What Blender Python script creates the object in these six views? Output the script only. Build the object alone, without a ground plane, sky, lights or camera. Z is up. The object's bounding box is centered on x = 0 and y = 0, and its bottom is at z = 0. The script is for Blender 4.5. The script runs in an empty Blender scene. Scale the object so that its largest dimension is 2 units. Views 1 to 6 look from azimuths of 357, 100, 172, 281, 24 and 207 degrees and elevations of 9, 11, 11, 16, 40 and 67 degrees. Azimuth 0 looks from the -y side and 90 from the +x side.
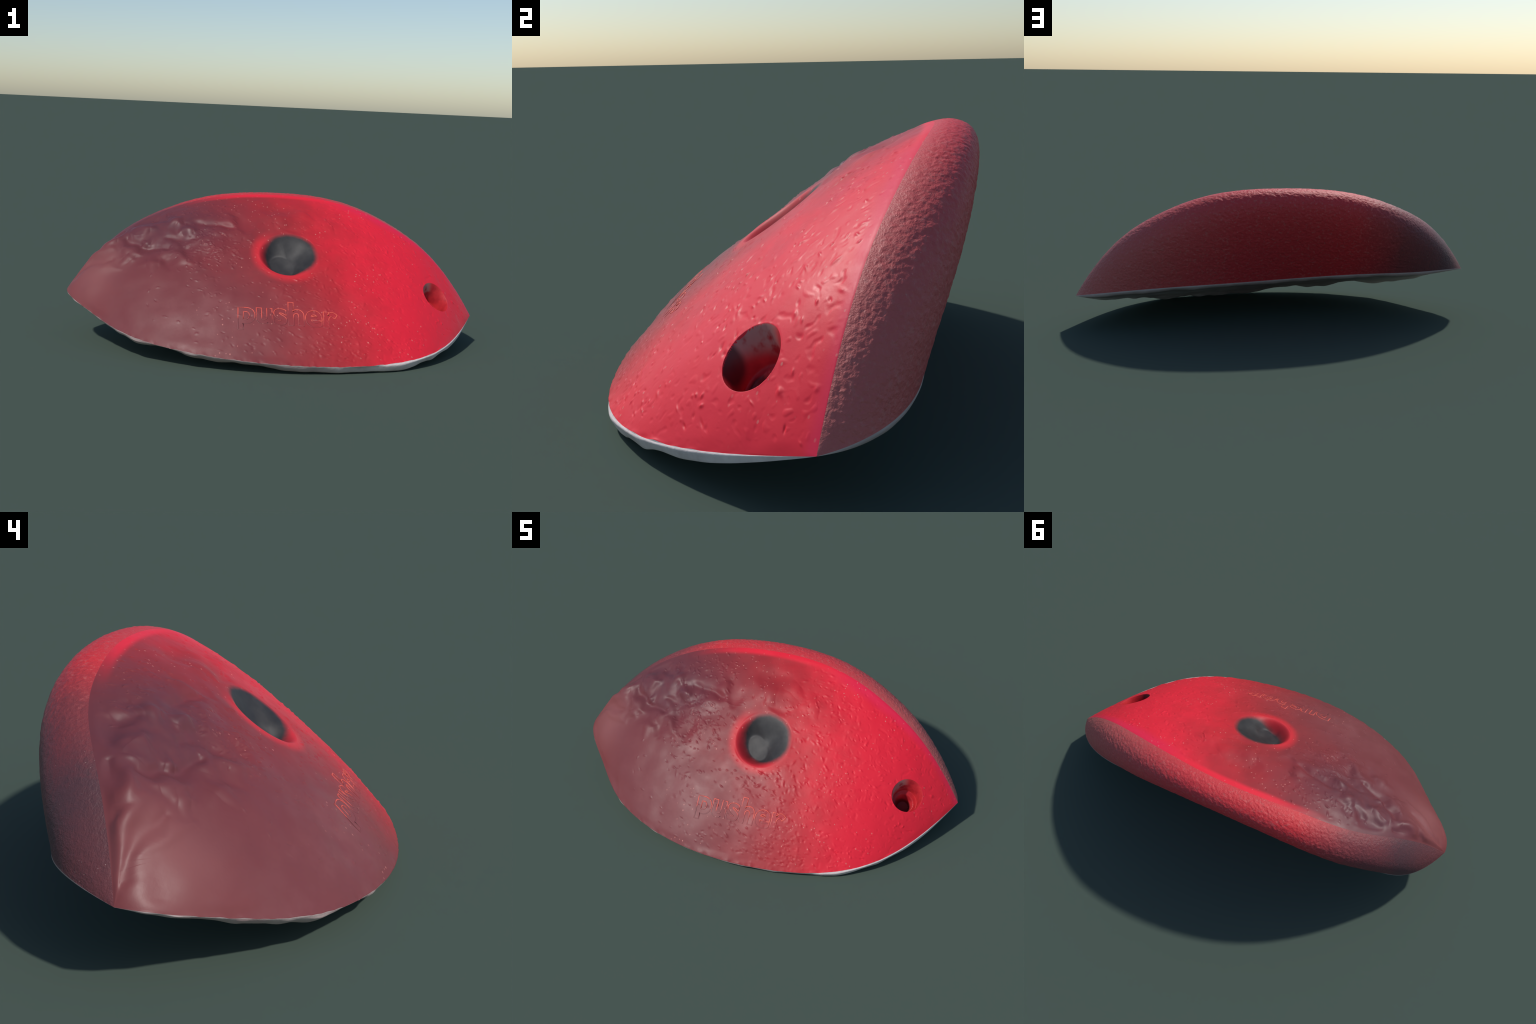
"""A red resin climbing hold: domed smooth grip face, grainy upper side, pale back
plate, bolt recess, screw hole and low-relief lettering.
The body is lofted: three guide curves (front edge, ridge, rear edge) run from the
left tip to the right tip, and every cross-section is a bulged triangle on them."""
import bpy, math, random
import numpy as np
from mathutils import Vector
from mathutils.bvhtree import BVHTree

SEED = 7
rng = np.random.default_rng(SEED)

# ------------------------------------------------------------------ guide curves
LEFT_TIP = (-0.999, 0.098, 0.235)
RIGHT_TIP = (1.000, 0.170, 0.155)
FRONT_EDGE = [(-1.004, .010, .230), (-.833, -.136, .157), (-.659, -.363, .101), (-.220, -.519, .062),
              (.249, -.490, .035), (.662, -.372, .048), (.865, -.105, .083)]
RIDGE = [(-.847, .163, .455), (-.632, .312, .586), (-.312, .356, .692), (.008, .381, .706),
         (.316, .354, .692), (.593, .286, .588), (.851, .210, .415)]
REAR_EDGE = [(-.915, .322, .290), (-.705, .352, .272), (-.421, .305, .266), (-.078, .228, .232),
             (.289, .300, .226), (.644, .398, .234), (.965, .322, .191)]
# bulge of the two curved faces, rows from left to right. Grip face: amplitudes of one,
# two and three half waves across; upper side: of three humps that crowd to the ridge
FRONT_BULGE = [(.046, -.010, .012), (.066, .000, .012), (.078, .001, .009), (.046, -.007, .000), (.020, .003, .003)]
SIDE_BULGE = [(.034, .034, .005), (.060, .112, .016), (.030, .163, .004), (.035, .112, .021), (.010, .051, .021)]
PLATE_DEPTH = [.004, .038, .030, .074, .024]


def unit(v):
    v = np.asarray(v, float)
    return v / np.linalg.norm(v)


N_FRONT = unit((0, -.68, .73))      # way the grip face looks
T_FRONT = unit((0, .73, .68))       # up along the grip face
N_SIDE = unit((0, .95, .30))
N_BACK = unit((0, .35, -.93))


# ------------------------------------------------------------------ small maths
def bspline(points, t):
    """Clamped uniform cubic B-spline through its end points."""
    c = np.array(points, float)
    n = len(c)
    knots = np.r_[[0] * 3, np.linspace(0, 1, n - 2), [1] * 3]
    basis = np.zeros((len(t), len(knots) - 1))
    for i in range(len(knots) - 1):
        basis[:, i] = (t >= knots[i]) & (t < knots[i + 1])
    basis[t >= 1, n - 1] = 1
    for d in range(1, 4):
        nxt = np.zeros((len(t), len(knots) - 1 - d))
        for i in range(nxt.shape[1]):
            a = knots[i + d] - knots[i]
            b = knots[i + d + 1] - knots[i + 1]
            if a > 0:
                nxt[:, i] += (t - knots[i]) / a * basis[:, i]
            if b > 0:
                nxt[:, i] += (knots[i + d + 1] - t) / b * basis[:, i + 1]
        basis = nxt
    return basis @ c


def bernstein(rows, t):
    rows = np.array(rows, float)
    n = len(rows) - 1
    w = np.stack([math.comb(n, i) * t ** i * (1 - t) ** (n - i) for i in range(n + 1)], -1)
    return w @ rows


def smooth(lo, hi, x):
    t = np.clip((x - lo) / (hi - lo), 0, 1)
    return t * t * (3 - 2 * t)


_perm = np.random.default_rng(11).permutation(256)
_perm = np.r_[_perm, _perm, _perm]
_grad = np.random.default_rng(12).normal(size=(256, 3))
_grad /= np.linalg.norm(_grad, axis=1, keepdims=True)


def noise3(p):
    """Gradient noise, about -0.7..0.7."""
    f0 = np.floor(p)
    i = f0.astype(int) & 255
    f = p - f0
    w = f * f * f * (f * (f * 6 - 15) + 10)
    out = 0
    for dx in (0, 1):
        for dy in (0, 1):
            for dz in (0, 1):
                h = _perm[_perm[_perm[(i[:, 0] + dx) & 255] + ((i[:, 1] + dy) & 255)] + ((i[:, 2] + dz) & 255)]
                g = (_grad[h] * (f - (dx, dy, dz))).sum(1)
                out = out + g * (w[:, 0] if dx else 1 - w[:, 0]) * (w[:, 1] if dy else 1 - w[:, 1]) * (w[:, 2] if dz else 1 - w[:, 2])
    return out


def fbm(p, octaves=3):
    return sum(noise3(p * 2 ** k + 17.3 * k) / 2 ** k for k in range(octaves))


# ------------------------------------------------------------------ loft
NU, NF, NS, NB = 981, 441, 221, 121
s = np.linspace(0, 1, NU)
U = s - .8 / (2 * math.pi) * np.sin(2 * math.pi * s)        # denser near the tips
front_c = bspline([LEFT_TIP] + FRONT_EDGE + [RIGHT_TIP], U)
ridge_c = bspline([LEFT_TIP] + RIDGE + [RIGHT_TIP], U)
rear_c = bspline([LEFT_TIP] + REAR_EDGE + [RIGHT_TIP], U)
taper = (1 - np.abs(2 * U - 1) ** 6)[:, None]


def face(c0, c1, amps, v, waves, direction):
    waves = np.stack(waves, -1)
    h = bernstein(amps, U) @ waves.T * taper
    return c0[:, None] * (1 - v)[None, :, None] + c1[:, None] * v[None, :, None] + h[..., None] * direction


v = np.linspace(0, 1, NF)
front = face(front_c, ridge_c, FRONT_BULGE, v, [np.sin(math.pi * v * k) for k in (1, 2, 3)], N_FRONT)
v = np.linspace(0, 1, NS) ** 1.35
side = face(ridge_c, rear_c, SIDE_BULGE, v, [np.sin(math.pi * v ** k) for k in (1, .55, .35)], N_SIDE)

# back plate: steps straight down from the red rim, then runs across, lumpy
w = np.linspace(-1, 1, NB)
w = (np.sign(w) * (1 - (1 - np.abs(w)) ** 1.7) + 1) / 2
depth = bernstein(np.array(PLATE_DEPTH)[:, None], U)[:, 0] * (1 - np.abs(2 * U - 1) ** 14)
back = rear_c[:, None] * (1 - w)[None, :, None] + front_c[:, None] * w[None, :, None]
edge_in = np.minimum(w, 1 - w)
to_right = smooth(.05, .45, front_c[:, 0])[:, None]
ledge = np.clip(edge_in / .006, 0, 1)[None] * .14 + np.clip((edge_in - .006) / .012, 0, 1)[None] * .86
tucked = np.clip(edge_in / .040, 0, 1)[None] ** .6
rise = np.where(w > .5, ledge * to_right + tucked * (1 - to_right), np.clip(edge_in / .03, 0, 1) ** .45)
drop = (.15 + .35 * U ** 3 + .75 * (1 - U) ** 2)[:, None] * (1 - smooth(0, .55, w))[None] + smooth(0, .55, w)[None] * (.6 + .4 * smooth(.55, .97, w))[None]
lump = fbm(np.c_[back.reshape(-1, 3)[:, :2] * (5, 3), np.zeros(NU * NB)], 3).reshape(NU, NB)
wave = fbm(np.c_[U * 17, U * 0 + 3.1, U * 0], 2)
across = depth[:, None] * rise * drop * (1 + .55 * lump + .4 * wave[:, None] * smooth(.5, 1, w)[None])
outward = front_c - rear_c
outward /= np.linalg.norm(outward, axis=1, keepdims=True) + 1e-9
proud = (.012 * smooth(.35, .60, front_c[:, 0]) * smooth(.0, .05, 1 - U) + .012 * np.clip(wave, 0, 1) * smooth(.0, .05, 1 - U))[:, None] * np.clip(edge_in / .006, 0, 1)[None] * smooth(.90, .96, w)[None]
back = back + across[..., None] * N_BACK + proud[..., None] * outward[:, None]

# one closed grid: front | side | back, tips collapsed
loop = np.concatenate([front[:, :-1], side[:, :-1], back[:, :-1]], 1)
NL = loop.shape[1]
J_RIDGE, J_REAR = NF - 1, NF - 1 + NS - 1

# soften the ridge: sharp to the right, more worn to the left
for it in range(14):
    j0, j1 = J_RIDGE - 8, J_RIDGE + 9
    seg = loop[:, j0 - 1:j1 + 1]
    avg = (seg[:, :-2] + seg[:, 2:]) / 2
    loop[:, j0:j1] += .8 * (avg - loop[:, j0:j1]) * (1 - .5 * smooth(.5, .7, U))[:, None, None]


# the left end of the ridge is worn round
for it in range(90):
    j0, j1 = J_RIDGE - 30, J_RIDGE + 30
    seg = loop[:, j0 - 1:j1 + 1]
    avg = (seg[:, :-2] + seg[:, 2:]) / 2
    fade = np.cos(np.linspace(-math.pi / 2, math.pi / 2, j1 - j0))[None, :, None]
    loop[:, j0:j1] += .8 * fade * (avg - loop[:, j0:j1]) * smooth(.30, .12, U)[:, None, None]


def normals(g):
    du = np.gradient(g, axis=0)
    dv = np.roll(g, -1, 1) - np.roll(g, 1, 1)
    n = np.cross(du, dv)
    return n / (np.linalg.norm(n, axis=-1, keepdims=True) + 1e-12)


nrm = normals(loop)
if (nrm[NU // 2, NF // 2] @ N_FRONT) < 0:
    nrm = -nrm
flat = loop.reshape(-1, 3)
A = loop[..., 0]
Bc = loop @ T_FRONT
J = np.arange(NL)[None].repeat(NU, 0)
is_front = (J <= J_RIDGE)
is_side = (J > J_RIDGE) & (J < J_REAR)
step_len = np.linalg.norm(np.diff(loop[:, :J_RIDGE + 1], axis=1), axis=-1)
from_rim = np.zeros((NU, NL))
from_rim[:, 1:J_RIDGE + 1] = np.cumsum(step_len, 1)
to_ridge = np.where(is_front, from_rim[:, J_RIDGE][:, None] - from_rim, 0)
inner_front = smooth(0, .04, from_rim) * smooth(0, .05, to_ridge) * is_front

# ------------------------------------------------------------------ relief of the grip face
relief = np.zeros((NU, NL))


def bump(a, b, ra, rb, h, turn=0.0):
    ca, sa = math.cos(math.radians(turn)), math.sin(math.radians(turn))
    da, db = A - a, Bc - b
    x, y = (da * ca + db * sa) / ra, (-da * sa + db * ca) / rb
    return h * np.exp(-(x * x + y * y))


def stroke(points, width, height):
    """A soft ridge (or groove, if height < 0) that follows a path on the face."""
    pts = np.array(points, float)
    if len(pts) > 2:                                # round the corners of the path
        t = np.linspace(0, 1, 9)
        deg = len(pts) - 1
        pts = sum(math.comb(deg, k) * (t ** k * (1 - t) ** (deg - k))[:, None] * pts[k] for k in range(deg + 1))
    best = np.full((NU, NL), 9.0)
    along = np.zeros((NU, NL))
    n = len(pts) - 1
    for k in range(n):
        (a0, b0), (a1, b1) = pts[k], pts[k + 1]
        da, db = a1 - a0, b1 - b0
        t = np.clip(((WA - a0) * da + (WB - b0) * db) / (da * da + db * db), 0, 1)
        d = (WA - a0 - t * da) ** 2 + (WB - b0 - t * db) ** 2
        along = np.where(d < best, (k + t) / n, along)
        best = np.minimum(best, d)
    swellw = width * (.75 + .6 * np.sin(math.pi * along))
    return height * (.55 + .45 * np.sin(math.pi * along)) * np.exp(-best / swellw ** 2)


warp = np.c_[flat[:, 0] * 14, (flat @ T_FRONT) * 14, np.zeros(NU * NL)]
WA = A + .022 * noise3(warp + 3.3).reshape(NU, NL)
WB = Bc + .022 * noise3(warp + 8.9).reshape(NU, NL)

# folds of the crumpled shoulder: path (along, up), width, height
CRESTS = [([(-.725, .362), (-.656, .311)], .024, .010), ([(-.700, .455), (-.615, .470)], .026, .012),
          ([(-.505, .530), (-.470, .490)], .022, .011), ([(-.640, .390), (-.610, .364)], .018, .009),
          ([(-.457, .425), (-.405, .440)], .020, .010), ([(-.336, .450), (-.276, .425), (-.224, .420)], .022, .007),
          ([(-.481, .287), (-.411, .217)], .024, .009), ([(-.240, .549), (-.208, .490)], .024, .006),
          ([(-.614, .232), (-.555, .232)], .030, .007), ([(-.715, .299), (-.685, .267)], .022, .008),
          ([(-.55, .285), (-.50, .315)], .020, .006), ([(-.58, .580), (-.51, .570)], .020, .007),
          ([(-.84, .405), (-.77, .420)], .022, .010), ([(-.30, .25), (-.26, .33)], .03, .004),
          ([(-.02, .52), (.06, .53)], .040, .007), ([(.12, .54), (.15, .60)], .03, .005), ([(.22, .50), (.27, .52)], .035, .004)]
GROOVES = [([(-.721, .420), (-.670, .368), (-.609, .330), (-.520, .335)], .020, -.012),
           ([(-.440, .487), (-.312, .472), (-.212, .458)], .020, -.010), ([(-.443, .350), (-.421, .280)], .020, -.008),
           ([(-.679, .525), (-.600, .580), (-.500, .575)], .024, -.010), ([(-.195, .556), (-.143, .458), (-.150, .430)], .024, -.007),
           ([(-.520, .400), (-.456, .365), (-.390, .385)], .018, -.008), ([(-.600, .545), (-.530, .535)], .016, -.007),
           ([(-.671, .438), (-.666, .480)], .018, -.006), ([(-.53, .25), (-.50, .20)], .022, -.005),
           ([(-.742, .490), (-.804, .440), (-.870, .378)], .014, -.007), ([(-.08, .615), (.05, .625)], .035, -.006),
           ([(.04, .460), (.14, .455)], .022, -.004), ([(-.35, .22), (-.33, .30)], .024, -.005)]
for f in CRESTS + GROOVES:
    relief += stroke(f[0], f[1] * 1.05, f[2] * 1.3)
fu = flat @ T_FRONT
crumple = np.exp(-(((A + .47) / .27) ** 2 + ((Bc - .44) / .15) ** 2))
folds = fbm(np.c_[flat[:, 0] * 11, fu * 13, flat[:, 0] * 0 + 2.2], 2).reshape(NU, NL)
relief += crumple * (.010 * folds + .001)
swell = fbm(np.c_[flat[:, 0] * 6.5, fu * 6.5, flat[:, 0] * 0 + 5.2], 2).reshape(NU, NL)
relief += .007 * swell * smooth(.45, -.1, A)
# broad shoulder, then the pressed groove with its raised lip beside the left tip
relief += bump(-.75, .33, .11, .09, .012, 15) + bump(-.60, .16, .16, .12, .010, 0)
relief += stroke([(-.944, .296), (-.907, .340), (-.855, .372), (-.786, .362)], .020, .0065)
relief += stroke([(-.955, .262), (-.935, .290), (-.900, .312), (-.850, .305), (-.784, .296)], .022, -.009)
relief += stroke([(-.905, .272), (-.813, .262), (-.742, .238)], .020, .006)
relief += bump(-.93, .20, .06, .05, -.008, 50)

# nicks and air bubbles, scattered in patches
nick = np.zeros((NU, NL))
PATCHES = [(.55, .15, .30, .34, 330), (-.30, .31, .10, .09, 170), (-.34, .60, .13, .05, 90), (.14, .06, .10, .06, 70),
           (.45, -.22, .25, .08, 120), (-.28, .0, .06, .05, 25), (.25, .52, .25, .12, 80), (-.05, .05, .3, .2, 90),
           (.1, -.22, .25, .05, 60)]
fa, fb = A.ravel(), Bc.ravel()
nf = nick.ravel()
order = np.argsort(fa)
fs = fa[order]
for (pa, pb, sa_, sb_, count) in PATCHES:
    for _ in range(count):
        a0, b0 = pa + rng.normal() * sa_, pb + rng.normal() * sb_
        r = .0026 + .0028 * rng.random() ** 2
        L = r * (1 + 1.8 * rng.random())
        turn = rng.normal() * .7 - .5
        h = (.0012 + .0016 * rng.random()) * (1 if rng.random() < .62 else -1)
        i0, i1 = np.searchsorted(fs, [a0 - 3 * L, a0 + 3 * L])
        idx = order[i0:i1]
        idx = idx[np.abs(fb[idx] - b0) < 3 * L]
        da, db = fa[idx] - a0, fb[idx] - b0
        x = (da * math.cos(turn) + db * math.sin(turn)) / L
        y = (-da * math.sin(turn) + db * math.cos(turn)) / r
        nf[idx] += h * np.exp(-(x * x + y * y))
# shallow dimples and a slight unevenness on the fresh end
red_end = smooth(-.05, .35, A)
dimple = noise3(flat * 44).reshape(NU, NL)
relief += red_end * (-.0016 * smooth(.15, .6, dimple) + .0012 * smooth(.2, .6, -dimple) + .0024 * noise3(flat * 13 + 4).reshape(NU, NL))
relief = (relief + nick) * inner_front

# orange-peel grain of the upper side, fading out at its worn left end
grain = fbm(flat * 75, 2).reshape(NU, NL) * .0022 + fbm(flat * 24 + 9, 2).reshape(NU, NL) * .0012
near_ridge = smooth(0, 10, J - J_RIDGE) * smooth(0, 6, J_REAR - J)
relief += is_side * grain * near_ridge * (.35 + .65 * smooth(-.78, -.55, A))
relief *= smooth(0, .02, np.minimum(U, 1 - U))[:, None]
# chips along the front rim
rim = np.exp(-((J - 0) / 5.0) ** 2) * is_front
loop = loop + (rim * .006 * fbm(np.c_[A.ravel() * 28, A.ravel() * 0, A.ravel() * 0 + 1], 2).reshape(NU, NL) * smooth(0, .05, np.minimum(U, 1 - U))[:, None])[..., None] * N_BACK
loop = loop + relief[..., None] * nrm

# ------------------------------------------------------------------ holes
A = loop[..., 0]
Bc = loop @ T_FRONT


def local_surface(a0, b0, ra, rb):
    """Cubic patch of the grip face around a hole: (da, db) -> point."""
    da, db = (A - a0) / ra, (Bc - b0) / rb
    m = is_front & (da ** 2 + db ** 2 < 1.7 ** 2) & (da ** 2 + db ** 2 > .8)
    x, y = da[m], db[m]

    def mono(x, y):
        return np.stack([np.ones_like(x), x, y, x * x, x * y, y * y, x ** 3, x * x * y, x * y * y, y ** 3], -1)
    coef, *_ = np.linalg.lstsq(mono(x, y), loop[m], rcond=None)
    return lambda x, y: mono(x, y) @ coef


def sink(a0, b0, ra, rb, axis, profile):
    """Re-lay the grid inside an ellipse as lip, wall and floor of a hole.
    profile(t, theta) -> (radius factor, depth); t is 1 at the rim, 0 at the middle."""
    x, y = (A - a0) / ra, (Bc - b0) / rb
    t = np.sqrt(x * x + y * y)
    m = is_front & (t < 1.06)
    th = np.arctan2(y[m], x[m])
    surf = local_surface(a0, b0, ra, rb)
    rad, dep = profile(t[m], th)
    p = surf(rad * np.cos(th), rad * np.sin(th)) + dep[:, None] * axis
    blend = smooth(1.06, 1.0, t[m])[:, None]
    loop[m] = loop[m] * (1 - blend) + p * blend
    return is_front & (t < 1.0)


def recess(t, th):
    # steep wall on the left and front, gentle ramp to the right and rear
    r = 1 - (1 - t) ** 1.0 * (1 - .35 * t)
    steep = smooth(-.45, .75, np.cos(th - math.radians(218)))
    start = .12 + .46 * steep
    wall = smooth(0, 1, np.clip((1 - r) / (1 - start), 0, 1))
    x, y = r * np.cos(th), r * np.sin(th)
    floor = .048 - .016 * x - .010 * y + .006 * np.sin(5 * x + 2) * np.cos(4 * y + 1) 
    return r, wall * floor


def drill(t, th):
    k = np.clip((t - .3) / .7, 0, 1)
    rad = np.where(t < .3, t / .3 * .40, np.where(k < .22, .40 + .42 * k / .22, .82 + .18 * ((k - .22) / .78) ** 3))
    dep = np.where(t < .3, .14, np.where(k < .08, .14 - .05 * k / .08, .09 * (1 - np.clip((k - .22) / .78, 0, 1))))
    return rad, dep


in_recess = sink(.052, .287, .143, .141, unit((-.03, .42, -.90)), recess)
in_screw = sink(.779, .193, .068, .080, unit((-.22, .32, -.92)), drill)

# ------------------------------------------------------------------ mesh
low = loop[..., 2]
loop[..., 2] = np.where(low < .02, .02 * np.exp((low - .02) / .02), low)      # rests flat, not sunk
loop[..., 2] -= loop[..., 2].min()
ring = loop[1:-1]
verts = np.vstack([ring.reshape(-1, 3), loop[0, 0][None], loop[-1, 0][None]])
nr = NU - 2
LT, RT = nr * NL, nr * NL + 1
i, j = np.meshgrid(np.arange(nr - 1), np.arange(NL), indexing="ij")
j2 = (j + 1) % NL
quads = np.stack([i * NL + j, i * NL + j2, (i + 1) * NL + j2, (i + 1) * NL + j], -1).reshape(-1, 4)
jq = j.ravel()
iq = i.ravel() + 1
jj = np.arange(NL)
tri_l = np.stack([np.full(NL, LT), (jj + 1) % NL, jj], -1)
tri_r = np.stack([np.full(NL, RT), (nr - 1) * NL + jj, (nr - 1) * NL + (jj + 1) % NL], -1)


def region(jv, iv):
    r = np.where(jv < J_RIDGE, 0, np.where(jv < J_REAR, 1, 2))
    hole = np.zeros(len(jv), int)
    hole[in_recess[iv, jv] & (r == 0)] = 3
    hole[in_screw[iv, jv] & (r == 0)] = 4
    return np.where(hole > 0, hole, r)


reg_q = region(jq, iq)
reg_t = region(jj, np.ones(NL, int))

# orientation
c = verts[quads[len(quads) // 2]]
q = quads[(iq == NU // 2) & (jq == NF // 3)][0]
fn = np.cross(verts[q[1]] - verts[q[0]], verts[q[2]] - verts[q[0]])
if fn @ N_FRONT < 0:
    quads = quads[:, ::-1]
    tri_l, tri_r = tri_l[:, ::-1], tri_r[:, ::-1]

vn = np.zeros_like(verts)
for f in (quads[:, :3], quads[:, [0, 2, 3]], tri_l, tri_r):
    n = np.cross(verts[f[:, 1]] - verts[f[:, 0]], verts[f[:, 2]] - verts[f[:, 0]])
    for k in range(3):
        np.add.at(vn, f[:, k], n)
vn /= np.linalg.norm(vn, axis=1, keepdims=True) + 1e-20

root = bpy.data.objects.new("climbing_hold", None)
root.empty_display_size = .2
root["label"] = "red domed climbing hold with chalky wear and pale back"
root["category"] = "climbing hold"
bpy.context.collection.objects.link(root)


def make_part(name, code, material):
    polys = [quads[reg_q == code], tri_l[reg_t == code], tri_r[reg_t == code]]
    used = np.unique(np.concatenate([p.ravel() for p in polys]))
    remap = np.full(len(verts), -1)
    remap[used] = np.arange(len(used))
    me = bpy.data.meshes.new(name)
    lv = np.concatenate([remap[p].ravel() for p in polys]).astype(np.int32)
    sizes = np.concatenate([np.full(len(p), p.shape[1]) for p in polys]).astype(np.int32)
    me.vertices.add(len(used))
    me.vertices.foreach_set("co", verts[used].astype(np.float32).ravel())
    me.loops.add(len(lv))
    me.loops.foreach_set("vertex_index", lv)
    me.polygons.add(len(sizes))
    me.polygons.foreach_set("loop_start", np.r_[0, np.cumsum(sizes)[:-1]].astype(np.int32))
    me.update(calc_edges=True)
    me.polygons.foreach_set("use_smooth", np.ones(len(sizes), bool))
    me.normals_split_custom_set_from_vertices(vn[used].tolist())
    me.materials.append(material)
    ob = bpy.data.objects.new(name, me)
    bpy.context.collection.objects.link(ob)
    ob.parent = root
    return ob


# ------------------------------------------------------------------ material helpers
class Graph:
    def __init__(self, name):
        self.mat = bpy.data.materials.new(name)
        self.mat.use_nodes = True
        self.t = self.mat.node_tree
        self.bsdf = self.t.nodes["Principled BSDF"]
        self.pos = self.t.nodes.new("ShaderNodeTexCoord").outputs["Object"]
        sep = self.t.nodes.new("ShaderNodeSeparateXYZ")
        self.t.links.new(self.pos, sep.inputs[0])
        self.x, self.y, self.z = sep.outputs
        self.up = self.add(self.mul(self.y, float(T_FRONT[1])), self.mul(self.z, float(T_FRONT[2])))
        # distance below the ridge, measured up the grip face
        self.below = self.sub(self.sub(.735, self.mul(self.mul(self.x, self.x), self.add(self.mul(self.mul(self.x, self.x), .2), .30))), self.up)

    def put(self, sock, v):
        if isinstance(v, bpy.types.NodeSocket):
            self.t.links.new(v, sock)
        else:
            sock.default_value = v

    def math(self, op, a, b=0.0, clamp=False):
        n = self.t.nodes.new("ShaderNodeMath")
        n.operation = op
        n.use_clamp = clamp
        self.put(n.inputs[0], a)
        self.put(n.inputs[1], b)
        return n.outputs[0]

    def add(self, a, b): return self.math("ADD", a, b)
    def sub(self, a, b): return self.math("SUBTRACT", a, b)
    def mul(self, a, b): return self.math("MULTIPLY", a, b)

    def step(self, v, lo, hi, out=(0.0, 1.0)):
        n = self.t.nodes.new("ShaderNodeMapRange")
        n.interpolation_type = "SMOOTHSTEP"
        self.put(n.inputs["Value"], v)
        if lo > hi:
            lo, hi, out = hi, lo, (out[1], out[0])
        n.inputs["From Min"].default_value, n.inputs["From Max"].default_value = lo, hi
        n.inputs["To Min"].default_value, n.inputs["To Max"].default_value = out
        return n.outputs["Result"]

    def blob(self, a, b, ra, rb):
        """Soft elliptical patch on the grip face."""
        da, db = self.mul(self.sub(self.x, a), 1 / ra), self.mul(self.sub(self.up, b), 1 / rb)
        d = self.add(self.mul(da, da), self.mul(db, db))
        return self.math("POWER", 2.718, self.mul(d, -1.0))

    def noise(self, scale, detail=3.0, rough=.55, offset=0.0):
        n = self.t.nodes.new("ShaderNodeTexNoise")
        m = self.t.nodes.new("ShaderNodeMapping")
        m.inputs["Location"].default_value = (offset, offset * .7, -offset)
        self.t.links.new(self.pos, m.inputs["Vector"])
        self.t.links.new(m.outputs[0], n.inputs["Vector"])
        n.inputs["Scale"].default_value = scale
        n.inputs["Detail"].default_value = detail
        n.inputs["Roughness"].default_value = rough
        return n.outputs["Fac"]

    def specks(self, scale, size, stretch=(1, 1, 1)):
        """Small scattered flecks: 1 inside a fleck."""
        m = self.t.nodes.new("ShaderNodeMapping")
        m.inputs["Scale"].default_value = stretch
        m.inputs["Rotation"].default_value = (.4, .5, .8)
        n = self.t.nodes.new("ShaderNodeTexVoronoi")
        self.t.links.new(self.pos, m.inputs["Vector"])
        self.t.links.new(m.outputs[0], n.inputs["Vector"])
        n.inputs["Scale"].default_value = scale
        return self.step(n.outputs["Distance"], size, size * .5)

    def ramp(self, v, stops):
        n = self.t.nodes.new("ShaderNodeValToRGB")
        e = n.color_ramp.elements
        while len(e) < len(stops):
            e.new(.5)
        for k, (p, col) in enumerate(stops):
            e[k].position = p
            e[k].color = (*col, 1)
        self.put(n.inputs[0], v)
        return n.outputs["Color"]

    def mix(self, fac, a, b):
        n = self.t.nodes.new("ShaderNodeMix")
        n.data_type = "RGBA"
        self.put(n.inputs[0], fac)
        for sock, v in ((n.inputs[6], a), (n.inputs[7], b)):
            self.put(sock, (*v, 1) if isinstance(v, tuple) else v)
        return n.outputs[2]

    def bump(self, height, strength, distance):
        n = self.t.nodes.new("ShaderNodeBump")
        n.inputs["Strength"].default_value = strength
        n.inputs["Distance"].default_value = distance
        self.put(n.inputs["Height"], height)
        self.t.links.new(n.outputs[0], self.bsdf.inputs["Normal"])

    def finish(self, colour, rough, spec=.5):
        self.put(self.bsdf.inputs["Base Color"], (*colour, 1) if isinstance(colour, tuple) else colour)
        self.put(self.bsdf.inputs["Roughness"], rough)
        self.bsdf.inputs["Specular IOR Level"].default_value = spec
        return self.mat


BRIGHT = (.78, .018, .040)
MAGENTA = (.74, .018, .078)
GLOW_RED = (.74, .022, .035)


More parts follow.
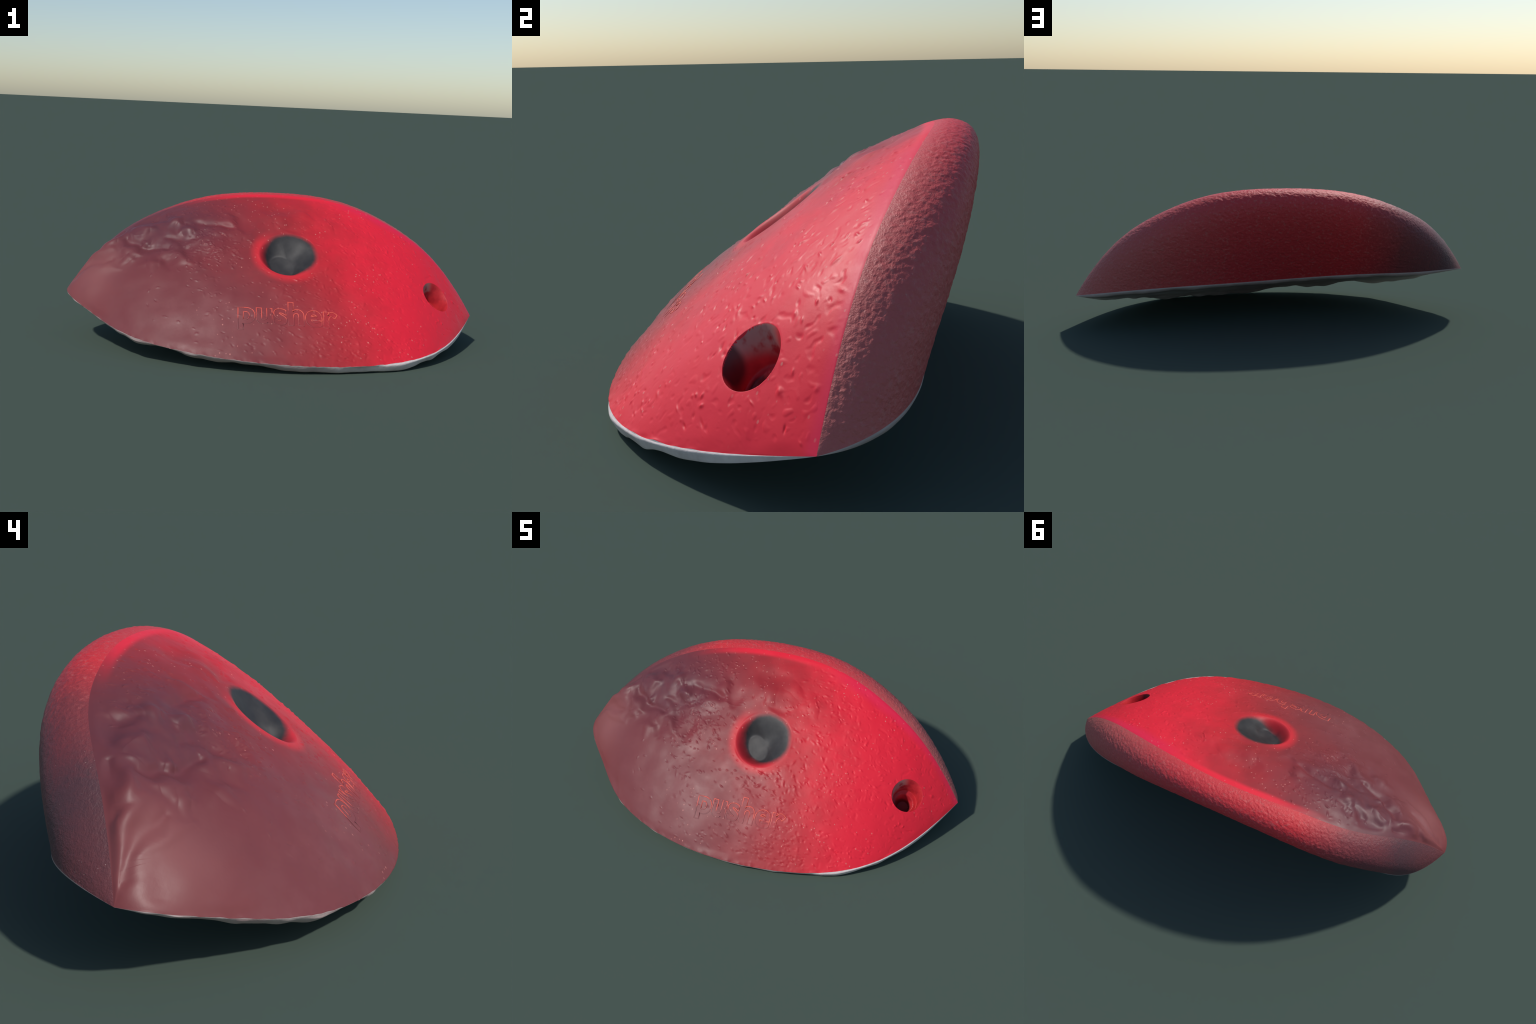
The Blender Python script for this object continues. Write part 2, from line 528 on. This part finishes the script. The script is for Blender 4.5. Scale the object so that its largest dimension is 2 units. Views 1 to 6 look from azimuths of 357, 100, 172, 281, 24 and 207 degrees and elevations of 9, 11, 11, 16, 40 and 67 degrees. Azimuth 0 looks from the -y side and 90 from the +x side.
def grip_colour(g):
    n = g.sub(g.noise(2.6, 4, .6), .5)
    fine = g.sub(g.noise(14, 4, .6, 3.0), .5)
    # fresh red on the right, dull and chalked to the left; the border leans
    along = g.add(g.add(g.x, g.mul(g.up, .28)), g.add(g.mul(n, .55), g.mul(fine, .22)))
    t = g.mul(g.add(along, 1.2), 1 / 2.4)
    col = g.ramp(t, [(.06, (.19, .032, .033)), (.22, (.155, .033, .038)), (.36, (.175, .034, .039)),
                     (.46, (.235, .027, .032)), (.55, (.35, .023, .029)), (.63, (.50, .020, .030)), (.74, BRIGHT)])
    plum = g.mul(g.blob(-.52, .47, .30, .17), g.step(g.add(n, g.mul(fine, .7)), -.22, .18, (.45, 1.0)))
    col = g.mix(plum, col, (.092, .030, .042))
    chalk = g.mul(g.blob(-.30, -.12, .48, .22), g.step(g.add(n, fine), -.2, .25, (.35, .85)))
    col = g.mix(chalk, col, (.21, .062, .066))
    chalk2 = g.mul(g.blob(-.86, .22, .13, .16), .7)
    col = g.mix(chalk2, col, (.25, .085, .085))
    magenta = g.mul(g.step(g.x, .22, .5), g.step(g.add(g.below, g.mul(n, .06)), .07, .015))
    col = g.mix(g.mul(g.step(g.below, .025, .0), g.step(g.x, -.5, -.1)), col, BRIGHT)
    col = g.mix(g.mul(magenta, .65), col, MAGENTA)
    # rubbed ring round the bolt recess, and the ridge
    da, db = g.sub(g.x, .052), g.sub(g.up, .287)
    r = g.math("SQRT", g.add(g.mul(da, da), g.mul(db, db)))
    ring = g.mul(g.step(r, .195, .145), g.step(g.sub(g.mul(da, -1.0), db), -.10, .10))
    col = g.mix(g.mul(ring, .65), col, GLOW_RED)
    fl = g.mul(g.specks(46, .17, (1, 1, .5)), g.step(g.noise(5, 3, .6, 8.0), .44, .60))
    fl = g.mul(fl, g.step(g.x, -.55, -.2))
    col = g.mix(g.mul(fl, .6), col, (.68, .26, .22))
    return col, fine


def grip_material():
    g = Graph("worn_red_resin")
    col, fine = grip_colour(g)
    g.bump(g.noise(60, 3, .6), .08, .004)
    rough = g.step(g.noise(7, 4, .6, 4.0), .3, .7, (.42, .55))
    return g.finish(col, rough, .32)


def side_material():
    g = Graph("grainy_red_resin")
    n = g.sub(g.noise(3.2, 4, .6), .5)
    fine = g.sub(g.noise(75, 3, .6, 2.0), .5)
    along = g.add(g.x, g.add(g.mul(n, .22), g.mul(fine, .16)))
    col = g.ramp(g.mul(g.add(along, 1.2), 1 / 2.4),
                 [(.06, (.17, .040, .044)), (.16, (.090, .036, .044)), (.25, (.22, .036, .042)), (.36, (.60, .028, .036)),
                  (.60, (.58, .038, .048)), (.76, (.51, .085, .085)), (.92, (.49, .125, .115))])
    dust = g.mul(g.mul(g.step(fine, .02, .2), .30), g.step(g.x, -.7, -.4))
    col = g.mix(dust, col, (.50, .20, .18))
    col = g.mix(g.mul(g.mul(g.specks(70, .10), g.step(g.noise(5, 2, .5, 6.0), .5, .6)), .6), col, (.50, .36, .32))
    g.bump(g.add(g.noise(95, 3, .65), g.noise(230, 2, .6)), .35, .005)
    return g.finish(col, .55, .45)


def back_material():
    g = Graph("pale_back_plate")
    n = g.noise(9, 4, .6)
    col = g.ramp(n, [(.3, (.52, .45, .43)), (.55, (.72, .64, .62)), (.75, (.80, .73, .70))])
    red = g.mul(g.step(g.noise(4, 3, .5, 5.0), .52, .68), g.step(g.x, .3, -.2))
    col = g.mix(g.mul(g.step(g.x, .45, .05), .55), col, (.34, .20, .19))
    col = g.mix(g.mul(red, .6), col, (.32, .14, .14))
    col = g.mix(g.mul(g.step(g.y, .15, .24), .7), col, (.34, .26, .24))      # darker grey-brown along the rear
    g.bump(g.noise(45, 3, .6), .35, .006)
    return g.finish(col, .6, .4)


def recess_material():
    g = Graph("dark_grey_recess")
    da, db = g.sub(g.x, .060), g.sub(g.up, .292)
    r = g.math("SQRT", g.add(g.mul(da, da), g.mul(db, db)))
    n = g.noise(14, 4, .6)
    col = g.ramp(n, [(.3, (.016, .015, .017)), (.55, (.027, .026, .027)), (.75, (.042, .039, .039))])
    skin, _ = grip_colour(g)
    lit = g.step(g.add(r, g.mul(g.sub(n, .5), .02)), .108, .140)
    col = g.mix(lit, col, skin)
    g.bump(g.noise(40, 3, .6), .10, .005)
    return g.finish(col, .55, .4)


def screw_material():
    g = Graph("bored_red_resin")
    n = g.noise(20, 3, .6)
    col = g.ramp(n, [(.35, (.42, .016, .026)), (.65, (.60, .03, .04))])
    # chalk caught on the left lip, narrow bore painted dark for its depth shadow
    deep = g.add(g.mul(g.sub(g.x, .779), -.22), g.add(g.mul(g.sub(g.y, .014), .32), g.mul(g.sub(g.z, .267), -.92)))
    lip = g.mul(g.mul(g.step(deep, .045, .0), g.step(g.x, .775, .735)), g.step(n, .3, .5))
    col = g.mix(g.mul(lip, .6), col, (.48, .36, .33))
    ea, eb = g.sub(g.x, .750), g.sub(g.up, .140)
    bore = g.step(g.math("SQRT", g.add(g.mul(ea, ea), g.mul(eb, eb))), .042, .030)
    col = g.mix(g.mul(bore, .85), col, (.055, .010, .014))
    return g.finish(col, .5, .35)


def letter_material():
    g = Graph("letter_edge_painted_glint")
    n = g.noise(30, 3, .6)
    base, _ = grip_colour(g)
    top = g.step(g.add(g.up, g.mul(g.sub(n, .5), .10)), -.12, -.075, (.0, 1.0))
    col = g.mix(g.mul(g.mul(g.step(n, .30, .5), top), .95), base, (.72, .10, .07))  # orange tint draws the highlights on the upper letter edges
    return g.finish(col, .5, .5)


make_part("grip_face", 0, grip_material())
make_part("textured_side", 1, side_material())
make_part("back_plate", 2, back_material())
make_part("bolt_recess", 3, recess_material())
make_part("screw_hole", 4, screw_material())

# ------------------------------------------------------------------ lettering
tri_idx = quads[(reg_q == 0)]
tree = BVHTree.FromPolygons([tuple(v) for v in verts], [tuple(int(k) for k in q) for q in tri_idx])


def on_face(a, b):
    o = Vector((a, 0, 0)) + Vector(T_FRONT * b) + Vector(N_FRONT * 2)
    hit, n, _, _ = tree.ray_cast(o, Vector(-N_FRONT))
    return hit, n


cu = bpy.data.curves.new("lettering", "FONT")
cu.body = "pusher"
cu.size = 1
cu.fill_mode = "NONE"
cu.bevel_depth = .015
cu.bevel_resolution = 1
cu.resolution_u = 6
cu.offset = .03
tmp = bpy.data.objects.new("lettering_source", cu)
bpy.context.collection.objects.link(tmp)
dg = bpy.context.evaluated_depsgraph_get()
me = bpy.data.meshes.new_from_object(tmp.evaluated_get(dg))
bpy.data.objects.remove(tmp)
co = np.empty(len(me.vertices) * 3)
me.vertices.foreach_get("co", co)
co = co.reshape(-1, 3)
lo, hi = co.min(0), co.max(0)
XH = .52                                # height of the small letters in the font
W_TEXT, H_TEXT = .455, .088
for v, p in zip(me.vertices, co):
    fx = (p[0] - lo[0]) / (hi[0] - lo[0])
    a = -.189 + W_TEXT * fx
    b = -.135 + .006 * fx + p[1] / XH * H_TEXT * (.75 if p[1] < 0 else 1)
    hit, n = on_face(a, b)
    if hit is None:
        hit, n = Vector((a, 0, 0)), Vector(N_FRONT)
    v.co = hit + Vector(N_FRONT) * float(p[2] * (.02 + .08 * smooth(-.125, -.07, b)) + .0002)
for pl in me.polygons:
    pl.use_smooth = True
me.name = "lettering"
me.materials.clear()
me.materials.append(letter_material())
ob = bpy.data.objects.new("lettering", me)
bpy.context.collection.objects.link(ob)
ob.parent = root
print("verts", len(verts), "bounds", verts.min(0), verts.max(0))
